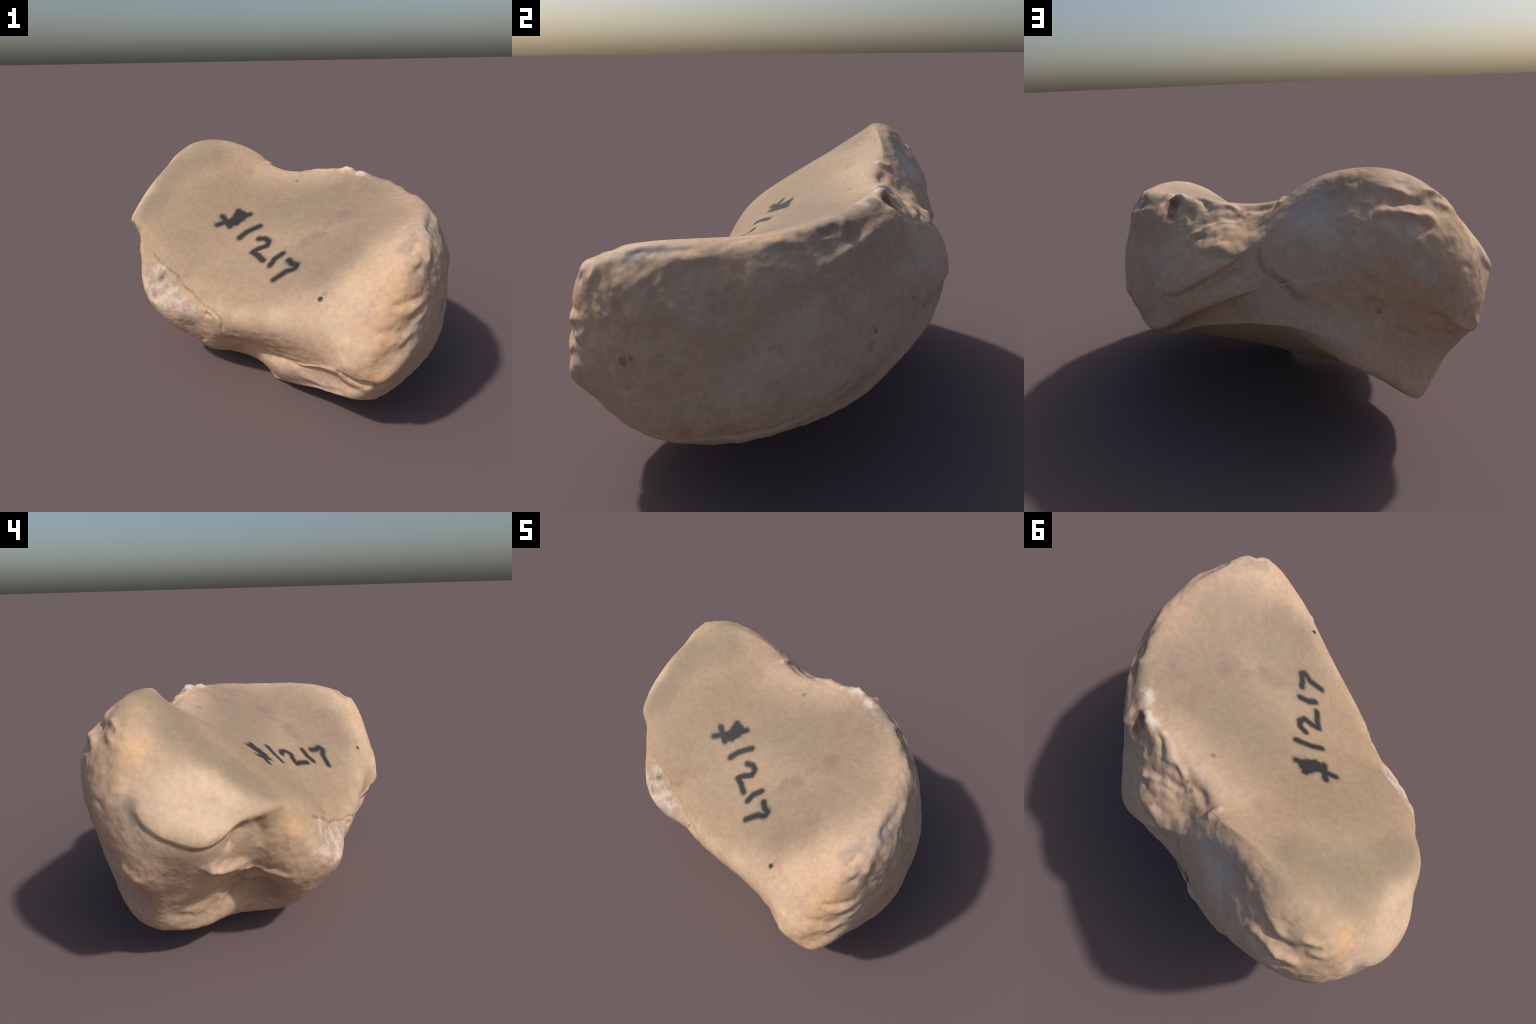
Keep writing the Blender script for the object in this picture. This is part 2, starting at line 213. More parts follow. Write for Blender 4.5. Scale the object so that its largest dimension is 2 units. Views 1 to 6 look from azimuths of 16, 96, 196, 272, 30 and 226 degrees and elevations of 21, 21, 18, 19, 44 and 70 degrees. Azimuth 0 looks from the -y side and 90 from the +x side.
# Tinted patches and knots in the bone's colour: (tone, centre, radius, strength)
BLOTCHES = [
    ('ochre', (-0.260, 0.279, 1.085), 0.130, 0.18),
    ('ochre', (-0.388, -0.196, 0.776), 0.130, 0.18),
    ('ochre', (0.611, -0.147, 0.983), 0.120, 0.20),
    ('ochre', (0.501, -0.272, 0.918), 0.120, 0.20),
    ('pale', (-0.906, 0.220, 0.916), 0.180, 0.90),
    ('pale', (-0.956, 0.276, 0.873), 0.180, 0.90),
    ('pale', (-0.895, 0.146, 0.894), 0.180, 0.90),
    ('pale', (-0.826, -0.006, 0.888), 0.080, 0.60),
    ('dish', (-0.444, 0.084, 0.993), 0.340, 0.80),
    ('dish', (-0.258, -0.262, 0.702), 0.340, 0.80),
    ('dish', (-0.543, -0.115, 0.847), 0.340, 0.80),
    ('dish', (-0.158, 0.077, 0.941), 0.340, 0.80),
    ('dish', (0.062, -0.391, 0.678), 0.340, 0.80),
    ('dish2', (0.180, 0.077, 0.947), 0.340, 0.85),
    ('dish2', (0.493, 0.119, 1.019), 0.340, 0.85),
    ('dish2', (0.385, -0.382, 0.828), 0.340, 0.85),
    ('dish2', (0.638, -0.225, 0.984), 0.250, 0.60),
    ('dish', (-0.323, 0.393, 1.175), 0.200, 0.50),
    ('dish', (-0.694, 0.474, 1.206), 0.130, 0.50),
    ('dish', (-0.832, 0.531, 1.062), 0.100, 0.40),
    ('olive', (-0.666, 0.306, 1.129), 0.110, 0.60),
    ('olive', (-0.681, 0.193, 1.054), 0.110, 0.60),
    ('olive', (-0.715, 0.078, 0.976), 0.110, 0.60),
    ('black', (0.412, -0.627, 0.708), 0.015, 0.95),
    ('dark', (0.109, 0.308, 1.049), 0.014, 0.50),
    ('chalk', (0.516, 0.348, 1.099), 0.032, 0.60),
    ('chalk', (0.481, 0.361, 1.102), 0.032, 0.60),
    ('chalk', (0.415, 0.399, 1.109), 0.032, 0.60),
    ('chalk', (0.389, 0.412, 1.110), 0.032, 0.60),
    ('chalk', (0.225, 0.458, 1.079), 0.032, 0.60),
    ('chalk', (0.354, 0.404, 1.107), 0.016, 0.52),
    ('chalk', (0.303, 0.408, 1.103), 0.016, 0.52),
    ('rust', (0.437, 0.439, 1.084), 0.036, 0.90),
    ('rust', (0.432, 0.470, 1.056), 0.036, 0.90),
    ('rust', (0.432, 0.490, 1.035), 0.016, 0.70),
    ('rust', (0.078, 0.528, 1.024), 0.020, 0.40),
    ('rust', (0.090, 0.467, 1.060), 0.012, 0.60),
    ('rust', (0.051, 0.481, 1.053), 0.012, 0.60),
    ('rust', (0.157, 0.645, 0.955), 0.018, 0.40),
    ('ochre', (0.093, 0.607, 0.979), 0.050, 0.30),
    ('ochre', (-0.807, 0.458, 1.097), 0.070, 0.40),
    ('ochre', (-0.825, 0.439, 1.067), 0.070, 0.40),
    ('ochre', (-0.735, -0.157, 0.734), 0.070, 0.40),
    ('ochre', (-0.732, -0.173, 0.696), 0.070, 0.40),
    ('ochre', (0.764, -0.686, 0.853), 0.080, 0.50),
    ('ochre', (0.812, -0.692, 0.764), 0.080, 0.50),
    ('ochre', (0.766, -0.725, 0.716), 0.080, 0.50),
    ('ochre', (0.642, -0.792, 0.461), 0.080, 0.50),
    ('ochre', (0.712, -0.784, 0.423), 0.080, 0.50),
    ('ochre', (0.710, -0.768, 0.596), 0.090, 0.50),
    ('grey', (0.872, -0.447, 0.999), 0.030, 0.45),
    ('grey', (0.873, -0.424, 1.008), 0.030, 0.45),
    ('grey', (0.874, -0.399, 1.015), 0.030, 0.45),
    ('grey', (0.876, -0.369, 1.022), 0.030, 0.45),
    ('grey', (0.877, -0.338, 1.028), 0.030, 0.45),
    ('grey', (0.874, -0.307, 1.034), 0.030, 0.45),
    ('grey', (0.870, -0.274, 1.039), 0.030, 0.45),
    ('grey', (0.764, -0.582, 0.965), 0.040, 0.30),
    ('grey', (0.785, -0.551, 0.984), 0.040, 0.30),
    ('grey', (0.805, -0.517, 1.000), 0.040, 0.30),
    ('grey', (0.867, -0.442, 1.007), 0.035, 0.40),
    ('grey', (0.877, -0.386, 1.016), 0.035, 0.40),
    ('grey', (0.882, -0.333, 1.024), 0.035, 0.40),
    ('grey', (-0.921, 0.452, 0.917), 0.035, 0.60),
    ('grey', (-0.945, 0.439, 0.865), 0.035, 0.60),
    ('olive', (-0.479, 0.351, 1.174), 0.130, 0.59),
    ('olive', (-0.586, 0.254, 1.107), 0.130, 0.59),
    ('olive', (-0.686, 0.132, 1.015), 0.130, 0.59),
    ('olive', (-0.735, 0.013, 0.932), 0.130, 0.59),
    ('olive', (-0.484, 0.479, 1.263), 0.060, 0.49),
    ('olive', (-0.571, 0.443, 1.243), 0.060, 0.49),
    ('olive', (-0.713, 0.262, 1.088), 0.160, 0.65),
    ('olive', (-0.616, 0.324, 1.151), 0.160, 0.65),
    ('olive', (-0.487, 0.389, 1.207), 0.160, 0.65),
    ('olive', (-0.724, 0.048, 0.956), 0.120, 0.64),
    ('olive', (-0.742, -0.045, 0.895), 0.120, 0.64),
    ('olive', (-0.545, 0.444, 1.248), 0.070, 0.52),
    ('olive', (-0.739, 0.034, 0.944), 0.070, 0.41),
    ('olive', (-0.756, -0.069, 0.877), 0.070, 0.41),
    ('pinkgrey', (0.336, -0.192, 0.874), 0.050, 0.55),
    ('pinkgrey', (0.265, -0.226, 0.836), 0.050, 0.55),
    ('pinkgrey', (0.453, -0.062, 0.949), 0.070, 0.40),
    ('pinkgrey', (0.438, -0.033, 0.953), 0.045, 0.45),
    ('pinkgrey', (0.369, -0.091, 0.917), 0.045, 0.45),
    ('pinkgrey', (0.396, -0.510, 0.781), 0.100, 0.35),
    ('pinkgrey', (0.527, -0.462, 0.883), 0.100, 0.35),
    ('pinkgrey', (-0.385, -0.330, 0.637), 0.030, 0.50),
    ('pinkgrey', (0.548, 0.167, 1.051), 0.060, 0.35),
    ('pinkgrey', (0.390, 0.214, 1.039), 0.060, 0.35),
    ('brownish', (-0.164, -0.411, 0.606), 0.070, 0.45),
    ('brownish', (-0.310, -0.316, 0.653), 0.050, 0.30),
    ('brownish', (-0.047, -0.478, 0.581), 0.070, 0.40),
    ('pale', (0.572, -0.664, 0.783), 0.100, 0.55),
    ('pale', (0.520, -0.719, 0.635), 0.100, 0.55),
    ('pale', (0.563, -0.767, 0.520), 0.100, 0.55),
    ('pale', (0.005, -0.571, 0.492), 0.080, 0.50),
    ('pale', (0.208, -0.626, 0.560), 0.080, 0.50),
    ('chalk', (-0.475, -0.397, 0.508), 0.040, 0.45),
    ('chalk', (-0.557, -0.310, 0.642), 0.040, 0.45),
    ('chalk', (-0.562, -0.350, 0.545), 0.040, 0.45),
    ('grey', (-0.566, -0.380, 0.505), 0.025, 0.70),
    ('grey', (-0.553, -0.329, 0.590), 0.025, 0.70),
    ('grey', (-0.605, -0.338, 0.551), 0.025, 0.70),
    ('pinkbone', (-0.371, -0.439, 0.480), 0.060, 0.70),
    ('pinkbone', (-0.281, -0.456, 0.440), 0.060, 0.70),
    ('rust', (-0.219, -0.480, 0.503), 0.010, 0.60),
    ('rust', (-0.128, -0.527, 0.487), 0.010, 0.60),
    ('rust', (-0.116, -0.527, 0.453), 0.010, 0.60),
    ('rust', (-0.441, -0.341, 0.614), 0.014, 0.50),
    ('rust', (-0.381, -0.383, 0.571), 0.014, 0.50),
    ('pinkbone', (0.238, -0.536, 0.235), 0.050, 0.50),
    ('pinkbone', (0.371, -0.567, 0.218), 0.050, 0.50),
    ('pinkbone', (0.477, -0.623, 0.244), 0.050, 0.50),
    ('chalk', (0.073, -0.456, 0.294), 0.016, 0.45),
    ('chalk', (-0.277, -0.347, 0.237), 0.020, 0.45),
    ('rust', (-0.690, 0.102, 0.406), 0.045, 0.85),
    ('rust', (-0.697, 0.077, 0.437), 0.045, 0.85),
    ('rust', (-0.707, 0.053, 0.468), 0.045, 0.85),
    ('brownish', (-0.644, 0.084, 0.357), 0.110, 0.50),
    ('brownish', (-0.569, -0.020, 0.308), 0.110, 0.50),
    ('brownish', (-0.624, -0.105, 0.349), 0.110, 0.50),
    ('chalk', (-0.519, -0.080, 0.218), 0.020, 0.45),
    ('chalk', (-0.518, -0.142, 0.194), 0.020, 0.45),
    ('brownish', (-0.832, -0.037, 0.782), 0.060, 0.50),
    ('brownish', (-0.781, -0.065, 0.675), 0.060, 0.50),
    ('brownish', (-0.974, 0.230, 0.703), 0.080, 0.40),
    ('brownish', (-0.995, 0.247, 0.758), 0.080, 0.40),
    ('chalk', (-0.543, 0.707, 0.682), 0.016, 0.45),
    ('grey', (-0.549, 0.710, 0.733), 0.014, 0.70),
    ('rust', (0.730, 0.392, 0.686), 0.012, 0.60),
    ('ochre', (-0.550, 0.740, 0.848), 0.090, 0.30),
    ('ochre', (-0.649, 0.714, 0.824), 0.090, 0.30),
    ('ochre', (-0.737, 0.675, 0.772), 0.090, 0.30),
    ('ochre', (-0.782, 0.596, 0.646), 0.050, 0.36),
    ('ochre', (-0.854, 0.515, 0.575), 0.050, 0.36),
    ('ochre', (-0.512, 0.729, 0.785), 0.030, 0.36),
    ('ochre', (0.344, 0.714, 0.729), 0.020, 0.30),
    ('ochre', (0.195, 0.717, 0.788), 0.020, 0.30),
    ('ochre', (0.081, 0.686, 0.859), 0.020, 0.30),
    ('chalk', (-0.220, 0.606, 1.071), 0.120, 0.34),
    ('chalk', (-0.342, 0.638, 1.076), 0.120, 0.34),
    ('chalk', (-0.261, 0.564, 1.145), 0.120, 0.34),
    ('chalk', (-0.651, 0.687, 1.073), 0.050, 0.38),
    ('chalk', (-0.471, 0.720, 1.031), 0.025, 0.38),
    ('chalk', (-0.693, 0.709, 0.939), 0.050, 0.30),
    ('chalk', (-0.719, 0.700, 0.891), 0.050, 0.30),
    ('pale', (0.077, 0.706, 0.798), 0.080, 0.45),
    ('pale', (-0.173, 0.744, 0.741), 0.080, 0.45),
    ('pale', (-0.369, 0.782, 0.654), 0.080, 0.45),
    ('pale', (-0.546, 0.708, 0.525), 0.080, 0.45),
    ('dark', (0.957, -0.464, 0.654), 0.020, 0.50),
    ('dark', (0.967, -0.430, 0.676), 0.012, 0.50),
    ('ochre', (0.980, -0.344, 0.738), 0.025, 0.24),
    ('ochre', (0.617, 0.491, 0.666), 0.020, 0.24),
    ('rust', (0.756, 0.382, 0.627), 0.014, 0.50),
    ('brownish', (0.975, -0.275, 0.400), 0.050, 0.40),
    ('brownish', (0.976, -0.109, 0.413), 0.050, 0.40),
    ('brownish', (0.950, -0.126, 0.910), 0.080, 0.30),
    ('brownish', (0.959, -0.293, 0.866), 0.080, 0.30),
]
PROXIMAL_OUTLINE = [(-0.786, -0.091, 0.852), (-0.671, -0.190, 0.797), (-0.606, -0.269, 0.710), (-0.512, -0.302, 0.681), (-0.390, -0.364, 0.593), (-0.224, -0.476, 0.506), (-0.090, -0.525, 0.429), (0.119, -0.598, 0.477), (0.249, -0.537, 0.227), (0.480, -0.706, 0.391), (0.588, -0.760, 0.586), (0.641, -0.723, 0.723), (0.705, -0.675, 0.862), (0.751, -0.613, 0.944), (0.779, -0.555, 0.982), (0.834, -0.475, 1.012), (0.871, -0.397, 1.018), (0.872, -0.253, 1.040), (0.815, -0.047, 1.055), (0.662, 0.176, 1.075), (0.529, 0.272, 1.086), (0.309, 0.352, 1.086), (0.114, 0.444, 1.073), (-0.047, 0.475, 1.088), (-0.167, 0.479, 1.167), (-0.327, 0.497, 1.236), (-0.516, 0.496, 1.260), (-0.658, 0.461, 1.223), (-0.742, 0.409, 1.141), (-0.843, 0.192, 0.980)]
SIDE = 6                      # quads along one side of the capped ends
RING = 4 * SIDE
LOOPS = [PROXIMAL_RIM, UPPER_FLANK, SHOULDER_FLANK, WAIST_FLANK, HIP_FLANK, LOWER_FLANK, UNDERSIDE_RIM]
LEVELS = 6


def build_cage():
    """Loops joined by quads, both ends capped with a 6 x 6 grid."""
    verts = [p for loop in LOOPS for p in loop]
    border = ([(i, 0) for i in range(SIDE)] + [(SIDE, i) for i in range(SIDE)]
              + [(SIDE - i, SIDE) for i in range(SIDE)] + [(0, SIDE - i) for i in range(SIDE)])

    def ring(r, j):
        return r * RING + j % RING
    caps = []
    for row, inner in ((0, PROXIMAL_DISH), (len(LOOPS) - 1, UNDERSIDE_HOLLOW)):
        ids = {b: ring(row, j) for j, b in enumerate(border)}
        for a in range(SIDE - 1):
            for b in range(SIDE - 1):
                ids[(a + 1, b + 1)] = len(verts)
                verts.append(inner[a][b])
        caps.append(ids)
    top, low = caps
    faces, kinds = [], []
    for a in range(SIDE):
        for b in range(SIDE):
            faces.append([top[(a, b)], top[(a + 1, b)], top[(a + 1, b + 1)], top[(a, b + 1)]])
            kinds.append(0)
            faces.append([low[(a, b)], low[(a, b + 1)], low[(a + 1, b + 1)], low[(a + 1, b)]])
            kinds.append(1)
    for r in range(len(LOOPS) - 1):
        for j in range(RING):
            faces.append([ring(r, j + 1), ring(r, j), ring(r + 1, j), ring(r + 1, j + 1)])
            kinds.append(2)
    return verts, faces, kinds


def subdivided(verts, faces, kinds, levels):
    mesh = bpy.data.meshes.new('cage')
    mesh.from_pydata(verts, [], faces)
    mesh.polygons.foreach_set('material_index', kinds)
    for k in range(3):
        mesh.materials.append(None)
    helper = bpy.data.objects.new('cage', mesh)
    bpy.context.collection.objects.link(helper)
    mod = helper.modifiers.new('subdivision', 'SUBSURF')
    mod.levels = levels
    mod.render_levels = levels
    fine = bpy.data.meshes.new_from_object(helper.evaluated_get(bpy.context.evaluated_depsgraph_get()))
    n, m = len(fine.vertices), len(fine.polygons)
    co = np.empty(n * 3)
    fine.vertices.foreach_get('co', co)
    quads = np.empty(m * 4, dtype=np.int64)
    fine.loops.foreach_get('vertex_index', quads)
    kind = np.empty(m, dtype=np.int64)
    fine.polygons.foreach_get('material_index', kind)
    bpy.data.objects.remove(helper)
    bpy.data.meshes.remove(fine)
    bpy.data.meshes.remove(mesh)
    return co.reshape(-1, 3), quads.reshape(-1, 4), kind


def vertex_normals(co, quads):
    q = co[quads]
    fn = np.cross(q[:, 2] - q[:, 0], q[:, 3] - q[:, 1])
    out = np.zeros_like(co)
    for c in range(4):
        for d in range(3):
            out[:, d] += np.bincount(quads[:, c], fn[:, d], len(co))
    return out / (np.linalg.norm(out, axis=1, keepdims=True) + 1e-12)


def lattice_noise(p, seed):
    """Smooth value noise in [-1, 1] on a hashed integer lattice."""
    i = np.floor(p).astype(np.int64)
    f = p - i
    f = f * f * f * (f * (f * 6 - 15) + 10)
    total = np.zeros(len(p))
    for dx in (0, 1):
        for dy in (0, 1):
            for dz in (0, 1):
                h = ((i[:, 0] + dx) * 73856093) ^ ((i[:, 1] + dy) * 19349663) ^ ((i[:, 2] + dz) * 83492791) ^ (seed * 2654435761)
                h = (h ^ (h >> 13)) * 1274126177 & 0x7fffffff
                h = (h ^ (h >> 16)) & 0xffff
                w = (np.where(dx, f[:, 0], 1 - f[:, 0]) * np.where(dy, f[:, 1], 1 - f[:, 1]) * np.where(dz, f[:, 2], 1 - f[:, 2]))
                total += w * (h / 32767.5 - 1)
    return total


def fractal(p, size, octaves, seed):
    out, amp = np.zeros(len(p)), 1.0
    for o in range(octaves):
        out += amp * lattice_noise(p / size + 17.3 * o, seed + o)
        size *= 0.5
        amp *= 0.5
    return out


def smooth01(t):
    t = np.clip(t, 0, 1)
    return t * t * (3 - 2 * t)


def spine_distance(p, spine):
    """Distance to a polyline, plus the nearest point on it and its direction."""
    best = np.full(len(p), 1e9)
    near = np.zeros_like(p)
    along = np.zeros_like(p)
    pts = np.asarray(spine, float)
    if len(pts) == 1:
        d = np.linalg.norm(p - pts[0], axis=1)
        return d, np.repeat(pts, len(p), 0), along
    for a, b in zip(pts[:-1], pts[1:]):
        ab = b - a
        t = np.clip((p - a) @ ab / max(ab @ ab, 1e-12), 0, 1)
        c = a + t[:, None] * ab
        d = np.linalg.norm(p - c, axis=1)
        m = d < best
        best[m] = d[m]
        near[m] = c[m]
        along[m] = ab / np.linalg.norm(ab)
    return best, near, along


def rounded_spine(spine, passes=2):
    """Chaikin corner cutting, so that carved strokes have no kinks."""
    pts = [np.asarray(p, float) for p in spine]
    for _ in range(passes):
        if len(pts) < 3:
            return pts
        new = [pts[0]]
        for a, b in zip(pts[:-1], pts[1:]):
            new += [a * 0.75 + b * 0.25, a * 0.25 + b * 0.75]
        pts = new + [pts[-1]]
    return pts


def snap(points, co):
    return [co[np.argmin(np.sum((co - np.asarray(p)) ** 2, axis=1))] for p in points]


def carve(co, normal):
    depth_map = np.zeros(len(co))
    coarse = co[::7]
    for feature in FEATURES:
        name, kind, width, depth, spine = feature[:5]
        spine = rounded_spine(snap(spine, coarse))
        pts = np.array(spine)
        reach = width * 3.2
        box = np.all((co > pts.min(0) - reach) & (co < pts.max(0) + reach), axis=1)
        idx = np.where(box)[0]
        p = co[idx]
        # wander a little so that the strokes look grown rather than ruled
        stray = 0.004 if kind == 'ledge' or len(pts) == 1 else 0.35 * width
        wander = np.stack([fractal(p, 0.06, 2, 40 + k) for k in range(3)], 1) * stray
        d, near, along = spine_distance(p + wander, spine)
        if kind == 'groove':
            shape = np.exp(-(d / width) ** 2)
            if len(pts) > 2:     # strokes thin out towards their ends
                ends = np.minimum(np.linalg.norm(near - pts[0], axis=1), np.linalg.norm(near - pts[-1], axis=1))
                shape *= 0.35 + 0.65 * smooth01(ends / (width * 2.5))
            depth_map[idx] -= depth * shape
        else:                    # ledge: sharp edge, falling away on one side
            low = np.asarray(feature[5]) - pts.mean(0)
            across = np.cross(along, normal[idx])
            across /= np.linalg.norm(across, axis=1, keepdims=True) + 1e-9
            middle = np.cross(pts[-1] - pts[0], normal[idx].mean(0))
            sign = 1.0 if middle @ low > 0 else -1.0
            s = np.sum((p + wander - near) * across, axis=1) * sign
            drop = smooth01((s + 0.010) / 0.038) * np.exp(-np.maximum(s, 0) / width)
            ends = np.minimum(np.linalg.norm(near - pts[0], axis=1), np.linalg.norm(near - pts[-1], axis=1))
            drop *= smooth01(ends / 0.14 + 0.05) * smooth01((reach - d) / (width * 0.8))
            depth_map[idx] -= depth * drop
    return depth_map


# Rough zones: (centre, radius, height, grain size)
ROUGH = [
    ((0.80, -0.68, 0.62), 0.24, 0.010, 0.075),     # tuberosity of the front corner
    ((0.92, -0.45, 0.88), 0.18, 0.007, 0.070),
    ((0.88, -0.15, 1.00), 0.20, 0.007, 0.065),     # outer rim
    ((0.70, 0.18, 1.08), 0.20, 0.009, 0.065),
    ((0.42, 0.45, 1.08), 0.20, 0.010, 0.060),      # nodules at the back
    ((0.20, 0.58, 1.00), 0.20, 0.009, 0.060),
    ((-0.05, 0.55, 0.98), 0.14, 0.007, 0.055),
    ((-0.60, 0.62, 1.12), 0.22, 0.008, 0.060),     # crown of the knob
    ((-0.80, 0.52, 0.98), 0.20, 0.008, 0.060),
    ((-0.40, 0.60, 1.15), 0.20, 0.006, 0.055),
    ((-0.55, -0.36, 0.50), 0.16, 0.006, 0.045),    # broken front edge
    ((-0.38, -0.44, 0.42), 0.16, 0.005, 0.045),
    ((-0.70, -0.10, 0.42), 0.22, 0.006, 0.080),
    ((-0.75, 0.25, 0.35), 0.25, 0.005, 0.090),
    ((0.60, 0.50, 0.65), 0.25, 0.006, 0.060),
    ((0.95, -0.40, 0.55), 0.30, 0.004, 0.090),
    ((0.40, -0.62, 0.22), 0.20, 0.005, 0.050),
]


def roughen(co, facet):
    out = (0.0030 * fractal(co, 0.11, 3, 3) + 0.0012 * fractal(co, 0.03, 2, 9)) * (1 - 0.75 * facet)
    for k, (centre, radius, height, size) in enumerate(ROUGH):
        d = np.linalg.norm(co - np.array(centre), axis=1)
        idx = np.where(d < radius)[0]
        w = smooth01(1.4 * (1 - d[idx] / radius)) * (1 - 0.55 * facet[idx])
        lumps = fractal(co[idx], size * 1.25, 2, 60 + 5 * k)
        out[idx] += 0.75 * height * w * lumps
    return out


# ---------------------------------------------------------------------------
# 3. MATERIAL
# ---------------------------------------------------------------------------
# places where the spongy inside shows: (centre, radius, strength)
MOTTLED = [((-0.60, -0.32, 0.58), 0.13, 0.58), ((-0.50, -0.38, 0.50), 0.14, 0.6), ((-0.36, -0.44, 0.46), 0.12, 0.5),
           ((0.35, -0.55, 0.17), 0.14, 0.35), ((0.18, -0.45, 0.17), 0.13, 0.35), ((0.52, -0.62, 0.20), 0.13, 0.35)]
TONES = {
    'dish': (0.292, 0.206, 0.130), 'dish2': (0.245, 0.181, 0.126), 'pale': (0.555, 0.400, 0.275), 'olive': (0.250, 0.190, 0.124), 'ochre': (0.56, 0.345, 0.185),
    'chalk': (0.56, 0.49, 0.44), 'rust': (0.26, 0.10, 0.055), 'grey': (0.20, 0.185, 0.18),
    'pinkgrey': (0.225, 0.148, 0.118), 'pinkbone': (0.50, 0.33, 0.25), 'brownish': (0.33, 0.225, 0.135),
    'dark': (0.12, 0.085, 0.06), 'black': (0.03, 0.022, 0.018),
}


class Nodes:
    def __init__(self, tree):
        self.tree = tree

    def add(self, kind, **settings):
        node = self.tree.nodes.new(kind)
        for key, value in settings.items():
            setattr(node, key, value)
        return node

    def link(self, a, b):
        self.tree.links.new(a, b)

    def put(self, socket, value):
        if hasattr(value, 'is_linked'):
            self.link(value, socket)
        else:
            socket.default_value = value

    def math(self, op, a, b=0.0, clamp=False):
        n = self.add('ShaderNodeMath', operation=op, use_clamp=clamp)
        self.put(n.inputs[0], a)
        self.put(n.inputs[1], b)
        return n.outputs[0]

    def vector(self, op, a, b=None, scale=None):
        n = self.add('ShaderNodeVectorMath', operation=op)
        self.put(n.inputs[0], a)
        if b is not None:
            self.put(n.inputs[1], b)
        if scale is not None:
            self.put(n.inputs['Scale'], scale)
        return n.outputs['Value'] if op in ('DOT_PRODUCT', 'LENGTH', 'DISTANCE') else n.outputs['Vector']

    def after(self, vec, earlier):
        n = self.add('ShaderNodeVectorMath', operation='MULTIPLY_ADD')
        self.link(earlier, n.inputs[0])
        n.inputs[1].default_value = (1e-7, 1e-7, 1e-7)
        self.link(vec, n.inputs[2])
        return n.outputs['Vector']

    def range(self, value, lo, hi, out_lo=0.0, out_hi=1.0):
        n = self.add('ShaderNodeMapRange', interpolation_type='SMOOTHSTEP')
        self.put(n.inputs['Value'], value)
        n.inputs['From Min'].default_value = lo
        n.inputs['From Max'].default_value = hi
        n.inputs['To Min'].default_value = out_lo
        n.inputs['To Max'].default_value = out_hi
        return n.outputs['Result']

    def noise(self, vec, scale, detail=3.0, rough=0.55, colour=False):
        n = self.add('ShaderNodeTexNoise')
        self.link(vec, n.inputs['Vector'])
        n.inputs['Scale'].default_value = scale
        n.inputs['Detail'].default_value = detail
        n.inputs['Roughness'].default_value = rough
        return n.outputs['Color' if colour else 'Fac']

    def mix(self, fac, a, b, blend='MIX'):
        n = self.add('ShaderNodeMix', data_type='RGBA', blend_type=blend)
        self.put(n.inputs['Factor'], fac)
        for socket, v in ((n.inputs['A'], a), (n.inputs['B'], b)):
            pass
        self.put(n.inputs[6], a if hasattr(a, 'is_linked') else (*a, 1.0))
        self.put(n.inputs[7], b if hasattr(b, 'is_linked') else (*b, 1.0))
        return n.outputs[2]


